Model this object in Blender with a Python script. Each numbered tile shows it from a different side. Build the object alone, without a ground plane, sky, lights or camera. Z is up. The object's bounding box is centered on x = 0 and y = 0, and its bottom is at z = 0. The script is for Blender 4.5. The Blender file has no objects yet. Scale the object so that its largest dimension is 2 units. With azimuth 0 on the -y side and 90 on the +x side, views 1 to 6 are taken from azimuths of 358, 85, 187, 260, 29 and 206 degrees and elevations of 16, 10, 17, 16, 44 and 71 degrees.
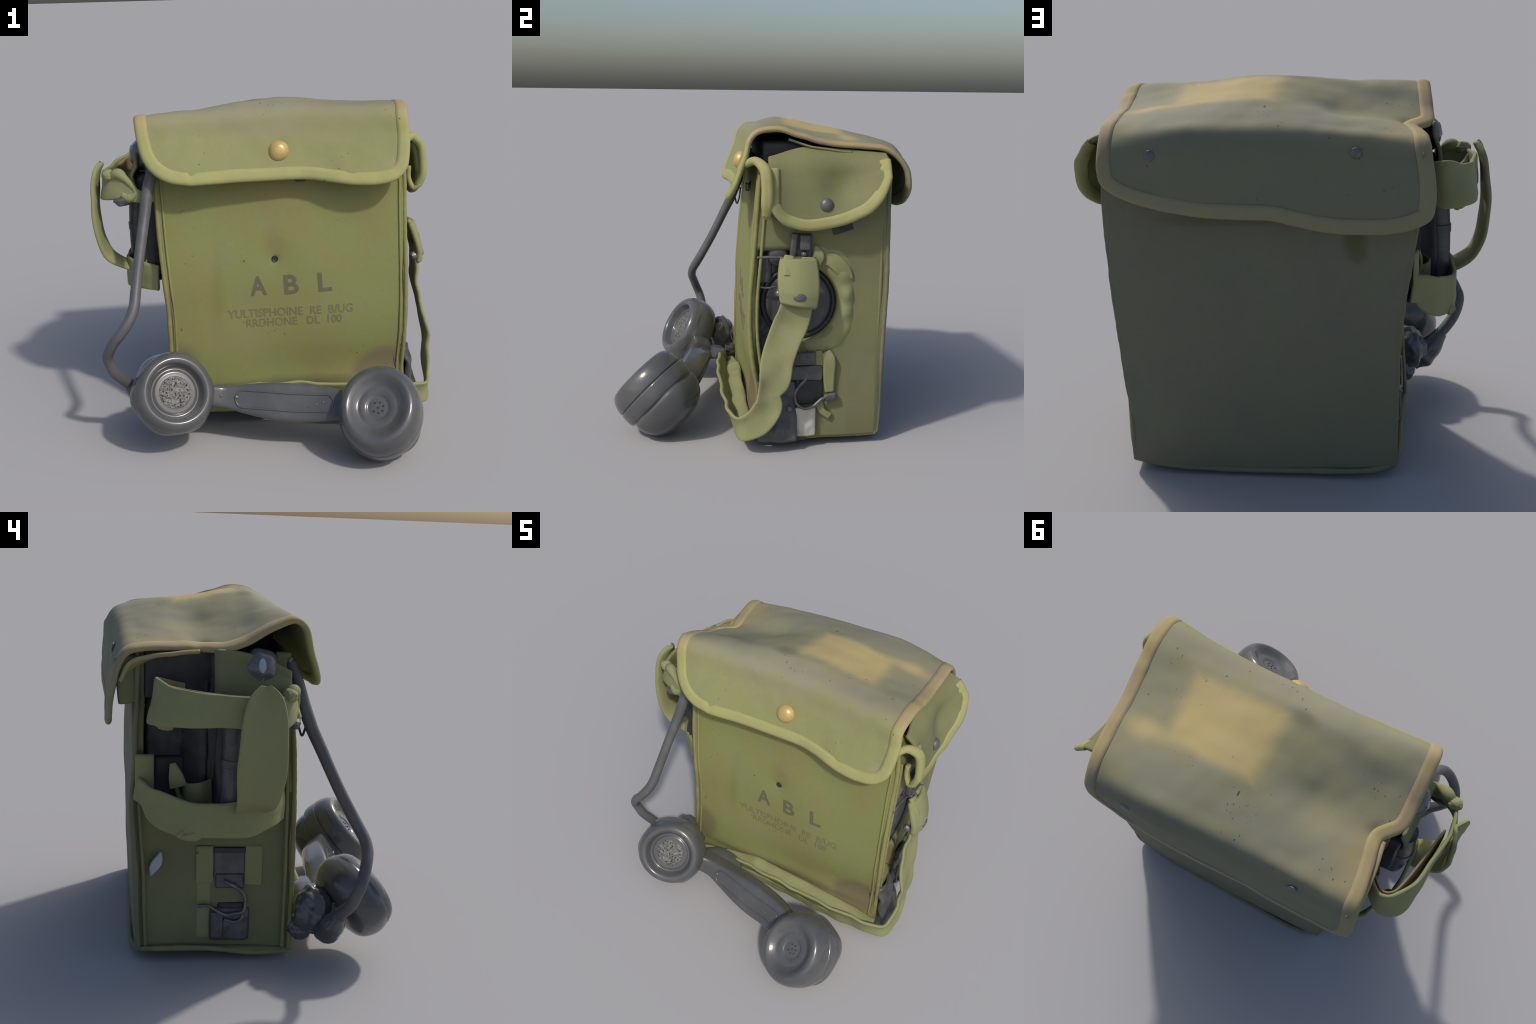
# A field telephone in its canvas bag: bag panels, lid, side straps, buckles, handset and cord.
import bpy, bmesh, math
import numpy as np
from mathutils import Vector, noise

RNG = np.random.default_rng(7)
A = lambda *p: np.array(p, float)

# ------------------------------------------------------------------ materials
def mix_rgb(nt, fac, a, b, mode='MIX'):
    n = nt.nodes.new('ShaderNodeMix'); n.data_type = 'RGBA'; n.blend_type = mode
    for sock, v in ((n.inputs[0], fac), (n.inputs[6], a), (n.inputs[7], b)):
        if hasattr(v, 'is_output'): nt.links.new(v, sock)
        elif sock.type == 'RGBA': sock.default_value = (*v, 1)
        else: sock.default_value = v
    return n.outputs[2]

def math_n(nt, op, a, b=0.0, clamp=False):
    n = nt.nodes.new('ShaderNodeMath'); n.operation = op; n.use_clamp = clamp
    for sock, v in ((n.inputs[0], a), (n.inputs[1], b)):
        if hasattr(v, 'is_output'): nt.links.new(v, sock)
        else: sock.default_value = v
    return n.outputs[0]

def ramp(nt, v, lo, hi):
    n = nt.nodes.new('ShaderNodeMapRange'); n.interpolation_type = 'SMOOTHSTEP'
    nt.links.new(v, n.inputs[0]); n.inputs[1].default_value = lo; n.inputs[2].default_value = hi
    return n.outputs[0]

def noise_n(nt, vec, scale, detail=3.0, rough=.5, off=(0, 0, 0), stretch=(1, 1, 1)):
    m = nt.nodes.new('ShaderNodeMapping'); m.inputs['Location'].default_value = off; m.inputs['Scale'].default_value = stretch
    nt.links.new(vec, m.inputs[0])
    n = nt.nodes.new('ShaderNodeTexNoise'); n.inputs['Scale'].default_value = scale
    n.inputs['Detail'].default_value = detail; n.inputs['Roughness'].default_value = rough
    nt.links.new(m.outputs[0], n.inputs['Vector'])
    return n.outputs[0]

def blob(nt, vec, centre, size, soft=.5, wob=.25, box=False):
    """mask: 1 inside an ellipsoid (or box) at centre with half sizes, soft wobbly border"""
    m = nt.nodes.new('ShaderNodeVectorMath'); m.operation = 'SUBTRACT'; nt.links.new(vec, m.inputs[0]); m.inputs[1].default_value = centre
    d = nt.nodes.new('ShaderNodeVectorMath'); d.operation = 'DIVIDE'; nt.links.new(m.outputs[0], d.inputs[0]); d.inputs[1].default_value = size
    if box:
        ab = nt.nodes.new('ShaderNodeVectorMath'); ab.operation = 'ABSOLUTE'; nt.links.new(d.outputs[0], ab.inputs[0])
        s = nt.nodes.new('ShaderNodeSeparateXYZ'); nt.links.new(ab.outputs[0], s.inputs[0])
        r = math_n(nt, 'MAXIMUM', math_n(nt, 'MAXIMUM', s.outputs[0], s.outputs[1]), s.outputs[2])
    else:
        l = nt.nodes.new('ShaderNodeVectorMath'); l.operation = 'LENGTH'; nt.links.new(d.outputs[0], l.inputs[0]); r = l.outputs['Value']
    w = noise_n(nt, vec, 7, 3, .55, off=(centre[0] * 7, 1.3, centre[2] * 5))
    r = math_n(nt, 'ADD', r, math_n(nt, 'MULTIPLY', math_n(nt, 'SUBTRACT', w, .5), wob * 2))
    return math_n(nt, 'SUBTRACT', 1.0, ramp(nt, r, 1 - soft, 1 + soft * .3))

def new_mat(name):
    m = bpy.data.materials.new(name); m.use_nodes = True
    nt = m.node_tree; b = nt.nodes['Principled BSDF']
    tc = nt.nodes.new('ShaderNodeTexCoord')
    return m, nt, b, tc.outputs['Object']

def bump(nt, b, h, strength, dist):
    n = nt.nodes.new('ShaderNodeBump'); n.inputs['Strength'].default_value = strength; n.inputs['Distance'].default_value = dist
    nt.links.new(h, n.inputs['Height']); nt.links.new(n.outputs[0], b.inputs['Normal'])

def specks(nt, vec, amount=.5, off=(0, 0, 0)):
    """small dark flecks that come in clusters"""
    m = nt.nodes.new('ShaderNodeMapping'); m.inputs['Location'].default_value = off; m.inputs['Rotation'].default_value = (.3, .5, .7); m.inputs['Scale'].default_value = (1, .38, .75)
    wn = nt.nodes.new('ShaderNodeTexNoise'); wn.inputs['Scale'].default_value = 45; nt.links.new(vec, wn.inputs['Vector'])
    wa = nt.nodes.new('ShaderNodeVectorMath'); wa.operation = 'MULTIPLY_ADD'; nt.links.new(wn.outputs['Color'], wa.inputs[0]); wa.inputs[1].default_value = (.028, .028, .028); nt.links.new(vec, wa.inputs[2])
    nt.links.new(wa.outputs[0], m.inputs[0])
    v = nt.nodes.new('ShaderNodeTexVoronoi'); v.inputs['Scale'].default_value = 62; nt.links.new(m.outputs[0], v.inputs['Vector'])
    sz = nt.nodes.new('ShaderNodeSeparateColor'); nt.links.new(v.outputs['Color'], sz.inputs[0])
    lim = math_n(nt, 'MULTIPLY', math_n(nt, 'SUBTRACT', sz.outputs[0], .35, True), .42)
    dot = math_n(nt, 'LESS_THAN', v.outputs['Distance'], lim)
    cl = ramp(nt, noise_n(nt, vec, 4.2, 4, .62, off=(off[0] + 3.1, 4.4, off[2])), .70 - amount * .14, .74 - amount * .14)
    return math_n(nt, 'MULTIPLY', dot, cl)

GREEN, GREEN2 = (.203, .225, .078), (.220, .203, .075)
def canvas(name, base=GREEN, second=GREEN2, dull=(.195, .207, .118), rough=.78, spots=.5, extra=None, grain=1.0):
    m, nt, b, vec = new_mat(name)
    n1 = noise_n(nt, vec, 3.2, 4, .5, off=(1.7, .3, .9))
    c = mix_rgb(nt, ramp(nt, n1, .38, .68), base, second)
    n2 = noise_n(nt, vec, 4.6, 4, .55, off=(8.1, 2.2, 5.9), stretch=(1, 1, .7))
    c = mix_rgb(nt, math_n(nt, 'MULTIPLY', ramp(nt, n2, .52, .74), .6), c, dull)
    n3 = noise_n(nt, vec, 38, 4, .6)
    c = mix_rgb(nt, 1.0, c, mix_rgb(nt, n3, (.93, .93, .93), (1.07, 1.07, 1.07)), 'MULTIPLY')
    if extra: c = extra(nt, vec, c)
    if spots: c = mix_rgb(nt, math_n(nt, 'MULTIPLY', specks(nt, vec, spots), .85), c, (.055, .058, .055))
    nt.links.new(c, b.inputs['Base Color']); b.inputs['Roughness'].default_value = rough
    b.inputs['Specular IOR Level'].default_value = .35
    h = math_n(nt, 'ADD', noise_n(nt, vec, 150, 2, .5), math_n(nt, 'MULTIPLY', noise_n(nt, vec, 24, 3), 1.5))
    bump(nt, b, h, .12 * grain, .004)
    return m

def hard(name, base, second, rough=.3, metal=0.0, bumpy=.2, scale=14, coat=0.0, dirt=None):
    m, nt, b, vec = new_mat(name)
    n1 = noise_n(nt, vec, scale, 4, .55)
    c = mix_rgb(nt, ramp(nt, n1, .4, .7), base, second)
    if dirt: c = mix_rgb(nt, math_n(nt, 'MULTIPLY', ramp(nt, noise_n(nt, vec, scale * 2.3, 5, .6, off=(3, 7, 1)), .62, .75), .7), c, dirt)
    nt.links.new(c, b.inputs['Base Color']); b.inputs['Metallic'].default_value = metal
    r = mix_rgb(nt, noise_n(nt, vec, scale * 1.6, 3), (rough * .7,) * 3, (min(1, rough * 1.35),) * 3)
    nt.links.new(r, b.inputs['Roughness']); b.inputs['Coat Weight'].default_value = coat
    bump(nt, b, noise_n(nt, vec, scale * 3, 4, .6), bumpy, .004)
    return m

def front_extra(nt, vec, c):
    brown = (.150, .125, .075)
    c = mix_rgb(nt, math_n(nt, 'MULTIPLY', blob(nt, vec, (.70, -.07, .27), (.20, .2, .16), .35, .2), .85), c, brown)
    c = mix_rgb(nt, math_n(nt, 'MULTIPLY', blob(nt, vec, (.15, -.09, .20), (.62, .2, .075), .5, .3), .6), c, brown)
    c = mix_rgb(nt, math_n(nt, 'MULTIPLY', blob(nt, vec, (-.50, -.1, .36), (.12, .2, .15), .5, .3), .7), c, brown)
    c = mix_rgb(nt, math_n(nt, 'MULTIPLY', blob(nt, vec, (-.30, -.1, .75), (.07, .2, .22), .9, .2), .45), c, (.165, .168, .055))
    c = mix_rgb(nt, math_n(nt, 'MULTIPLY', blob(nt, vec, (.1, -.1, .62), (.5, .2, .35), .9, .35), .5), c, (.222, .200, .076))
    c = mix_rgb(nt, math_n(nt, 'MULTIPLY', blob(nt, vec, (.065, -.1, 1.08), (.07, .2, .14), .9, .3), .5), c, (.19, .165, .07))
    return c

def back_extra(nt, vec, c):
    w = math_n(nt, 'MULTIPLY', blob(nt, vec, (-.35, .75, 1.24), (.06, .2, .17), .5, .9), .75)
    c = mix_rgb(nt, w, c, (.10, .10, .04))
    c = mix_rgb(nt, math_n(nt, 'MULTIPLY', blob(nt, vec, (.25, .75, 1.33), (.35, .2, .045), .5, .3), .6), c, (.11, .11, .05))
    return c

def lid_extra(nt, vec, c):
    s = nt.nodes.new('ShaderNodeSeparateXYZ'); nt.links.new(vec, s.inputs[0])
    # road dust that lies on the level top of the lid
    wy = math_n(nt, 'ADD', s.outputs[1], math_n(nt, 'MULTIPLY', noise_n(nt, vec, 5, 3), .12))
    top = ramp(nt, wy, -.06, .06)
    n = noise_n(nt, vec, 3.6, 4, .55, off=(4, 1, 7))
    dust = mix_rgb(nt, ramp(nt, n, .35, .65), (.252, .238, .168), (.258, .235, .135))
    c = mix_rgb(nt, math_n(nt, 'MULTIPLY', top, .85), c, dust)
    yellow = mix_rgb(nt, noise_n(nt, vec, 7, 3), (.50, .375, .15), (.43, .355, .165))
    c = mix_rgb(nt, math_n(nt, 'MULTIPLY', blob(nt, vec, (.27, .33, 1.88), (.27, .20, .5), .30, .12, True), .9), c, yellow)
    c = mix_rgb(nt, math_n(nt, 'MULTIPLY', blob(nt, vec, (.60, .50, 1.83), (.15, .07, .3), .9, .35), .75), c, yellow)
    c = mix_rgb(nt, math_n(nt, 'MULTIPLY', blob(nt, vec, (-.56, .62, 1.72), (.10, .26, .2), .9, .4), .7), c, (.33, .265, .125))
    c = mix_rgb(nt, math_n(nt, 'MULTIPLY', blob(nt, vec, (.5, .02, 1.87), (.5, .07, .2), .9, .3), .55), c, (.195, .19, .15))
    c = mix_rgb(nt, math_n(nt, 'MULTIPLY', blob(nt, vec, (-.05, .13, 1.9), (.10, .05, .3), .9, .4), .7), c, (.15, .135, .085))
    c = mix_rgb(nt, math_n(nt, 'MULTIPLY', blob(nt, vec, (-.42, .2, 1.8), (.16, .14, .3), .9, .35), .6), c, (.165, .165, .125))
    c = mix_rgb(nt, math_n(nt, 'MULTIPLY', blob(nt, vec, (.0, .66, 1.8), (.8, .10, .2), .9, .3), .6), c, (.20, .195, .155))
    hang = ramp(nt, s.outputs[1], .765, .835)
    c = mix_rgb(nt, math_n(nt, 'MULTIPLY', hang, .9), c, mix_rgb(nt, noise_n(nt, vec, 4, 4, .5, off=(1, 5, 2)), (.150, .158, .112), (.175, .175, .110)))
    return c

def trim_extra(nt, vec, c):
    s = nt.nodes.new('ShaderNodeSeparateXYZ'); nt.links.new(vec, s.inputs[0])
    t = math_n(nt, 'MULTIPLY', ramp(nt, s.outputs[1], -.11, -.03), ramp(nt, s.outputs[2], 1.58, 1.66))
    n = noise_n(nt, vec, 6, 4, .6, off=(2, 2, 2))
    worn = mix_rgb(nt, ramp(nt, n, .4, .62), (.36, .285, .13), (.34, .25, .155))
    c = mix_rgb(nt, math_n(nt, 'MULTIPLY', t, .85), c, worn)
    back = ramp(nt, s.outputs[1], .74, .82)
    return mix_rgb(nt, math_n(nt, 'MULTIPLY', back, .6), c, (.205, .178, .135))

def pipe_extra(nt, vec, c):
    s = nt.nodes.new('ShaderNodeSeparateXYZ'); nt.links.new(vec, s.inputs[0])
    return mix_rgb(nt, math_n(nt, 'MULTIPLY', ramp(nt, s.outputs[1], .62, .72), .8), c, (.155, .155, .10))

M = {}
M['front'] = canvas('front_canvas', extra=front_extra, spots=.8)
M['back'] = canvas('back_canvas', base=(.172, .174, .112), second=(.172, .162, .110), dull=(.150, .160, .128), spots=.1, extra=back_extra)  # base darkened and greyed for the sunless, sky-lit back
M['side'] = canvas('side_canvas', base=(.184, .189, .086), second=(.176, .172, .084), dull=(.165, .17, .10), spots=.5)
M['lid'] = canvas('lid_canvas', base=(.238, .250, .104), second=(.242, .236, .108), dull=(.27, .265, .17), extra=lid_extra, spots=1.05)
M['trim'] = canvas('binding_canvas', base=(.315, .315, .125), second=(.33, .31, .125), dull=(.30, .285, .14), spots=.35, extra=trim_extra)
M['flap_trim'] = canvas('flap_binding_canvas', base=(.305, .308, .125), second=(.32, .30, .125), dull=(.29, .275, .14), spots=.35)
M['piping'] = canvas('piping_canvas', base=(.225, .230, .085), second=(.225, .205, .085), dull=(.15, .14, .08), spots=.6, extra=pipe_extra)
M['strap'] = canvas('strap_webbing', base=(.250, .257, .120), second=(.24, .246, .112), dull=(.24, .24, .125), spots=.3)
M['tan'] = canvas('raw_strap_lining', base=(.25, .19, .11), second=(.28, .22, .13), dull=(.2, .16, .1), spots=.2)
M['black'] = hard('black_bakelite', (.075, .077, .08), (.095, .096, .098), rough=.19, bumpy=.06, scale=6, coat=.25, dirt=(.09, .085, .05))
M['cord'] = hard('rubber_cord', (.085, .087, .09), (.11, .11, .11), rough=.42, bumpy=.08, scale=9)
M['metal'] = hard('dark_painted_metal', (.07, .07, .072), (.10, .10, .10), rough=.4, bumpy=.35, scale=18, dirt=(.03, .03, .03))
M['wire'] = hard('worn_wire_steel', (.13, .13, .13), (.2, .19, .18), rough=.35, metal=.5, bumpy=.3, scale=22)
M['box'] = hard('apparatus_black_paint', (.022, .023, .026), (.035, .035, .038), rough=.5, bumpy=.15, scale=8)
M['brass'] = hard('brass_stud', (.50, .36, .13), (.58, .45, .20), rough=.36, metal=.2, bumpy=.1, scale=12)
M['stud'] = hard('steel_snap_stud', (.11, .115, .125), (.15, .15, .15), rough=.4, metal=.3, bumpy=.3, scale=30)
M['paint'] = hard('chipped_white_paint', (.50, .49, .44), (.45, .36, .16), rough=.6, bumpy=.3, scale=9, dirt=(.1, .1, .09))
M['ink'] = hard('stencil_ink', (.115, .108, .068), (.13, .118, .07), rough=.85, bumpy=.05, scale=30)
M['ink2'] = hard('faded_stencil_ink', (.150, .148, .075), (.17, .16, .075), rough=.85, bumpy=.05, scale=30)
M['lens'] = hard('grey_glass_cap', (.10, .11, .13), (.13, .14, .155), rough=.25, bumpy=.1, scale=10, coat=.4)
M['pale'] = hard('pale_grey_spot', (.36, .40, .43), (.42, .45, .47), rough=.3, bumpy=.05, scale=10)

def grille_mat():
    m, nt, b, vec = new_mat('perforated_bakelite')
    v = nt.nodes.new('ShaderNodeTexVoronoi'); v.inputs['Scale'].default_value = 62; nt.links.new(vec, v.inputs['Vector'])
    hole = math_n(nt, 'SUBTRACT', 1.0, ramp(nt, v.outputs['Distance'], .12, .36))
    c = mix_rgb(nt, hole, (.13, .13, .12), (.045, .04, .025))
    nt.links.new(c, b.inputs['Base Color']); b.inputs['Roughness'].default_value = .2
    h = math_n(nt, 'SUBTRACT', noise_n(nt, vec, 75, 3), math_n(nt, 'MULTIPLY', hole, 1.2))
    bump(nt, b, h, .9, .010)
    return m
M['grille'] = grille_mat()

# ------------------------------------------------------------------ geometry helpers
ROOT = bpy.data.objects.new('field_telephone', None)
bpy.context.scene.collection.objects.link(ROOT)
ROOT['label'] = 'old army field telephone in a green canvas bag with black handset'
ROOT['category'] = 'field telephone'

def obj(name, verts, faces, mat, parent=None, smooth=True, angle=None):
    me = bpy.data.meshes.new(name); me.from_pydata([tuple(map(float, v)) for v in verts], [], [tuple(int(i) for i in f) for f in faces]); me.update()
    bm = bmesh.new(); bm.from_mesh(me); bmesh.ops.recalc_face_normals(bm, faces=bm.faces); bm.to_mesh(me); bm.free()
    if smooth:
        me.polygons.foreach_set('use_smooth', [True] * len(me.polygons))
        if angle: me.set_sharp_from_angle(angle=math.radians(angle))
    me.materials.append(M[mat])
    o = bpy.data.objects.new(name, me); bpy.context.scene.collection.objects.link(o); o.parent = parent or ROOT
    return o

def hermite(x, xs, ys):
    """smooth interpolation of a small table (Catmull-Rom tangents)"""
    xs, ys = np.array(xs, float), np.array(ys, float)
    if xs[0] > xs[-1]: xs, ys = xs[::-1], ys[::-1]
    x = np.clip(np.asarray(x, float), xs[0], xs[-1])
    m = np.gradient(ys, xs, axis=0) if len(xs) > 1 else ys * 0
    i = np.clip(np.searchsorted(xs, x) - 1, 0, len(xs) - 2)
    h = xs[i + 1] - xs[i]; t = (x - xs[i]) / h
    if ys.ndim > 1: t = t[..., None]; h = h[..., None]
    return (2*t**3 - 3*t**2 + 1) * ys[i] + (t**3 - 2*t**2 + t) * h * m[i] + (-2*t**3 + 3*t**2) * ys[i+1] + (t**3 - t**2) * h * m[i+1]

def curve(pts, n, closed=False):
    """n points on a centripetal-like spline through pts (any number of columns)"""
    p = np.array(pts, float)
    if closed: p = np.vstack([p[-2:], p, p[:3]])
    d = np.sqrt(np.maximum(np.linalg.norm(np.diff(p[:, :3], axis=0), axis=1), 1e-6)); s = np.concatenate([[0], np.cumsum(d)])
    if closed: q = np.linspace(s[2], s[len(p) - 3], n, endpoint=False)
    else: q = np.linspace(0, s[-1], n)
    return hermite(q, s, p)

def unit(v): return v / np.maximum(np.linalg.norm(v, axis=-1, keepdims=True), 1e-9)
def nz(p, f, seed=0.0): return noise.noise(Vector((p[0] * f + seed, p[1] * f - seed, p[2] * f + 2 * seed)))

def grid_faces(nu, nv, base=0, flip=False, wrap_u=False, wrap_v=False):
    F = []
    for i in range(nu if wrap_u else nu - 1):
        for j in range(nv if wrap_v else nv - 1):
            a, b = base + i * nv + j, base + ((i + 1) % nu) * nv + j
            c, d = base + ((i + 1) % nu) * nv + (j + 1) % nv, base + i * nv + (j + 1) % nv
            F.append((a, d, c, b) if flip else (a, b, c, d))
    return F

def grid_normals(P):
    return unit(np.cross(np.gradient(P, axis=0), np.gradient(P, axis=1)))

def slab(name, P, thick, mat, parent=None, N=None, rim=True, angle=None):
    """sheet of thickness thick around the grid P (nu,nv,3), rounded rim"""
    nu, nv = P.shape[:2]
    N = grid_normals(P) if N is None else N
    t = np.broadcast_to(np.asarray(thick, float), (nu, nv))[..., None] / 2
    V = [*(P + N * t).reshape(-1, 3), *(P - N * t).reshape(-1, 3)]
    F = grid_faces(nu, nv) + grid_faces(nu, nv, nu * nv, True)
    ring = [(i, 0) for i in range(nu)] + [(nu - 1, j) for j in range(1, nv)] + [(i, nv - 1) for i in range(nu - 2, -1, -1)] + [(0, j) for j in range(nv - 2, 0, -1)]
    cen = P.reshape(-1, 3).mean(0)
    base = len(V); k = len(ring)
    for q, (i, j) in enumerate(ring):
        a = P[ring[(q + 1) % k]] - P[ring[q - 1]]
        o = unit(np.cross(a, N[i, j])); ii, jj = min(max(i, 1), nu - 2), min(max(j, 1), nv - 2)
        if np.dot(o, P[i, j] - P[ii, jj]) < 0: o = -o
        V.append(P[i, j] + o * t[i, j] * .8)
    for q in range(k):
        a, b = ring[q], ring[(q + 1) % k]; ia, ib = a[0] * nv + a[1], b[0] * nv + b[1]
        ma, mb = base + q, base + (q + 1) % k
        F += [(ia, ib, mb, ma), (ma, mb, ib + nu * nv, ia + nu * nv)]
    return obj(name, V, F, mat, parent, angle=angle)

def section_sweep(name, path, U, W, sec, mat, parent=None, closed=False, caps=True, angle=None):
    """sweep: at every path point a closed section sec[i] of (u,w) offsets in directions U[i], W[i]"""
    n = len(path); k = len(sec[0]); V = []
    for i in range(n):
        for (a, b) in sec[i]: V.append(path[i] + U[i] * a + W[i] * b)
    F = grid_faces(n, k, wrap_u=closed, wrap_v=True)
    if caps and not closed:
        for i, r in ((0, 1), (n - 1, -1)):
            c = len(V); V.append(path[i]); F += [(c, i * k + j, i * k + (j + 1) % k)[::r] for j in range(k)]
    return obj(name, V, F, mat, parent, angle=angle)

def frames(path, up=None, closed=False):
    T = unit(np.gradient(path, axis=0)) if not closed else unit(np.roll(path, -1, 0) - np.roll(path, 1, 0))
    U = np.zeros_like(T); u = np.cross(T[0], [0, 0, 1.0] if abs(T[0][2]) < .9 else [1.0, 0, 0])
    for i in range(len(T)):
        u = u - T[i] * np.dot(u, T[i]); u = u / np.linalg.norm(u); U[i] = u
    return T, U, np.cross(T, U)

def tube(name, pts, r, mat, parent=None, n=None, k=14, closed=False, spline=True, wob=0.0):
    pts = np.array(pts, float); n = n or max(8, len(pts) * 10)
    path = curve(pts, n, closed) if spline else pts
    rr = hermite(np.linspace(0, 1, len(path)), np.linspace(0, 1, len(r)), r) if hasattr(r, '__len__') else np.full(len(path), r)
    if wob: rr = rr * np.array([1 + wob * nz(p, 14, 3) for p in path])
    T, U, W = frames(path, closed=closed); a = np.linspace(0, 2 * math.pi, k, endpoint=False)
    sec = [[(math.cos(t) * q, math.sin(t) * q) for t in a] for q in rr]
    return section_sweep(name, path, U, W, sec, mat, parent, closed)

def flat_section(w, t, k=10):
    """rounded flat strip section, width w, thickness t"""
    s = [(-w / 2 + t / 2 + (w - t) * q, t / 2) for q in np.linspace(0, 1, k)]
    s += [(w / 2 - t / 2 + math.cos(a) * t / 2, math.sin(a) * t / 2) for a in np.linspace(math.pi / 2, -math.pi / 2, 6)[1:-1]]
    s += [(w / 2 - t / 2 - (w - t) * q, -t / 2) for q in np.linspace(0, 1, k)]
    s += [(-w / 2 + t / 2 + math.cos(a) * t / 2, math.sin(a) * t / 2) for a in np.linspace(-math.pi / 2, -3 * math.pi / 2, 6)[1:-1]]
    return s

def ribbon(name, pts, mat, thick=.022, parent=None, n=120, wob=.006, cup=0.0):
    """pts rows: x,y,z, width-direction x,y,z, width"""
    c = curve(pts, n); path, Wd, w = c[:, :3], c[:, 3:6], c[:, 6]
    T = unit(np.gradient(path, axis=0)); Wd = unit(Wd - T * (Wd * T).sum(1, keepdims=True)); N = np.cross(T, Wd)
    sec = []
    for i in range(n):
        s = flat_section(w[i], thick)
        sec.append([(a * (1 + wob * 6 * nz(path[i], 6, 1.0)), b + cup * (a / w[i] * 2) ** 2 + wob * nz(path[i] + Wd[i] * a, 9, 5.0)) for a, b in s])
    return section_sweep(name, path, Wd, N, sec, mat, parent)

def revolve(name, prof, origin, axis, mat, parent=None, n=None, seg=96, mod=None, squash=None, smooth_profile=True):
    axis = unit(A(*axis)); u = unit(np.cross(axis, A(0, 0, 1) if abs(axis[2]) < .95 else A(1, 0, 0))); w = np.cross(u, axis)
    pr = curve([(r, h, 0) for r, h in prof], n or len(prof) * 7)[:, :2] if smooth_profile else np.array(prof, float)
    pr[:, 0] = np.maximum(pr[:, 0], 0); V = []; F = []
    for r, h in pr:
        for j in range(seg):
            a = 2 * math.pi * j / seg; q = r * (mod(a, r, h) if mod else 1)
            sx, sy = squash or (1, 1)
            V.append(A(*origin) + axis * h + u * math.cos(a) * q * sx + w * math.sin(a) * q * sy)
    F = grid_faces(len(pr), seg, wrap_v=True)
    for i in (0, len(pr) - 1):
        c = len(V); V.append(np.mean(V[i * seg:(i + 1) * seg], axis=0)); F += [(c, i * seg + j, i * seg + (j + 1) % seg) for j in range(seg)]
    return obj(name, V, F, mat, parent)

def rounded_block(name, centre, size, mat, parent=None, r=.012, rot=(0, 0, 0), rough=.0, sub=5):
    """box with rounded edges, slightly uneven"""
    bm = bmesh.new(); bmesh.ops.create_cube(bm, size=1.0)
    for v in bm.verts: v.co = Vector((v.co.x * size[0], v.co.y * size[1], v.co.z * size[2]))
    bmesh.ops.bevel(bm, geom=bm.edges[:], offset=min(r, min(size) * .45), segments=3, profile=.6, affect='EDGES')
    if rough:
        bmesh.ops.subdivide_edges(bm, edges=[e for e in bm.edges if e.calc_length() > .03], cuts=sub, use_grid_fill=True)
    from mathutils import Euler
    R = Euler(rot).to_matrix(); me = bpy.data.meshes.new(name)
    for v in bm.verts:
        p = R @ v.co + Vector(centre)
        if rough: p = p + Vector((nz(p, 11, 1), nz(p, 11, 2), nz(p, 11, 3))) * rough
        v.co = p
    bmesh.ops.recalc_face_normals(bm, faces=bm.faces); bm.to_mesh(me); bm.free()
    me.polygons.foreach_set('use_smooth', [True] * len(me.polygons)); me.set_sharp_from_angle(angle=math.radians(50)); me.materials.append(M[mat])
    o = bpy.data.objects.new(name, me); bpy.context.scene.collection.objects.link(o); o.parent = parent or ROOT
    return o

def lump(name, centre, size, mat, parent=None, rough=.15, freq=6, seed=0.0, sub=5):
    bm = bmesh.new(); bmesh.ops.create_icosphere(bm, subdivisions=sub, radius=1)
    for v in bm.verts:
        k = 1 + rough * (nz(v.co, freq * .3, seed) + .5 * nz(v.co, freq * .8, seed + 2))
        v.co = Vector([centre[i] + v.co[i] * k * size[i] for i in range(3)])
    me = bpy.data.meshes.new(name); bm.to_mesh(me); bm.free()
    me.polygons.foreach_set('use_smooth', [True] * len(me.polygons)); me.materials.append(M[mat])
    o = bpy.data.objects.new(name, me); bpy.context.scene.collection.objects.link(o); o.parent = parent or ROOT
    return o

# ------------------------------------------------------------------ bag body
Z = [.0, .1, .3, .5, .7, .9, 1.1, 1.3, 1.45, 1.60, 1.72]
EDGE = {
    'fr': ([.835, .838, .836, .842, .843, .840, .835, .830, .828, .81, .79], [-.015, -.02, -.028, -.062, -.083, -.083, -.067, -.052, -.042, -.03, -.02]),
    'br': ([.80, .802, .795, .803, .812, .820, .826, .828, .824, .80, .78], [.70, .708, .716, .722, .726, .732, .733, .730, .730, .735, .735]),
    'bl': ([-.53, -.533, -.538, -.543, -.552, -.572, -.605, -.636, -.652, -.65, -.64], [.715, .722, .731, .735, .748, .758, .745, .743, .735, .735, .735]),
    'fl': ([-.60, -.598, -.588, -.580, -.583, -.598, -.611, -.620, -.626, -.63, -.63], [-.10, -.102, -.104, -.105, -.100, -.092, -.080, -.060, -.040, -.03, -.02]),
}
def corner(k, z):
    z = np.asarray(z, float)
    return np.stack([hermite(z, Z, EDGE[k][0]), hermite(z, Z, EDGE[k][1]), z], -1)

def panel_point(k0, k1, s, z, inset, bulge):
    """point on a panel between two corner edges; inset along the panel's inward normal"""
    a, b = corner(k0, z), corner(k1, z); p = a + (b - a) * s[..., None]
    d = unit((b - a) * A(1, 1, 0)); n = np.stack([d[..., 1], -d[..., 0], d[..., 2] * 0], -1)   # outward when walking counter-clockwise
    w = np.sin(np.pi * s) ** .6
    return p + n * (bulge * w - inset)[..., None], n

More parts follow.
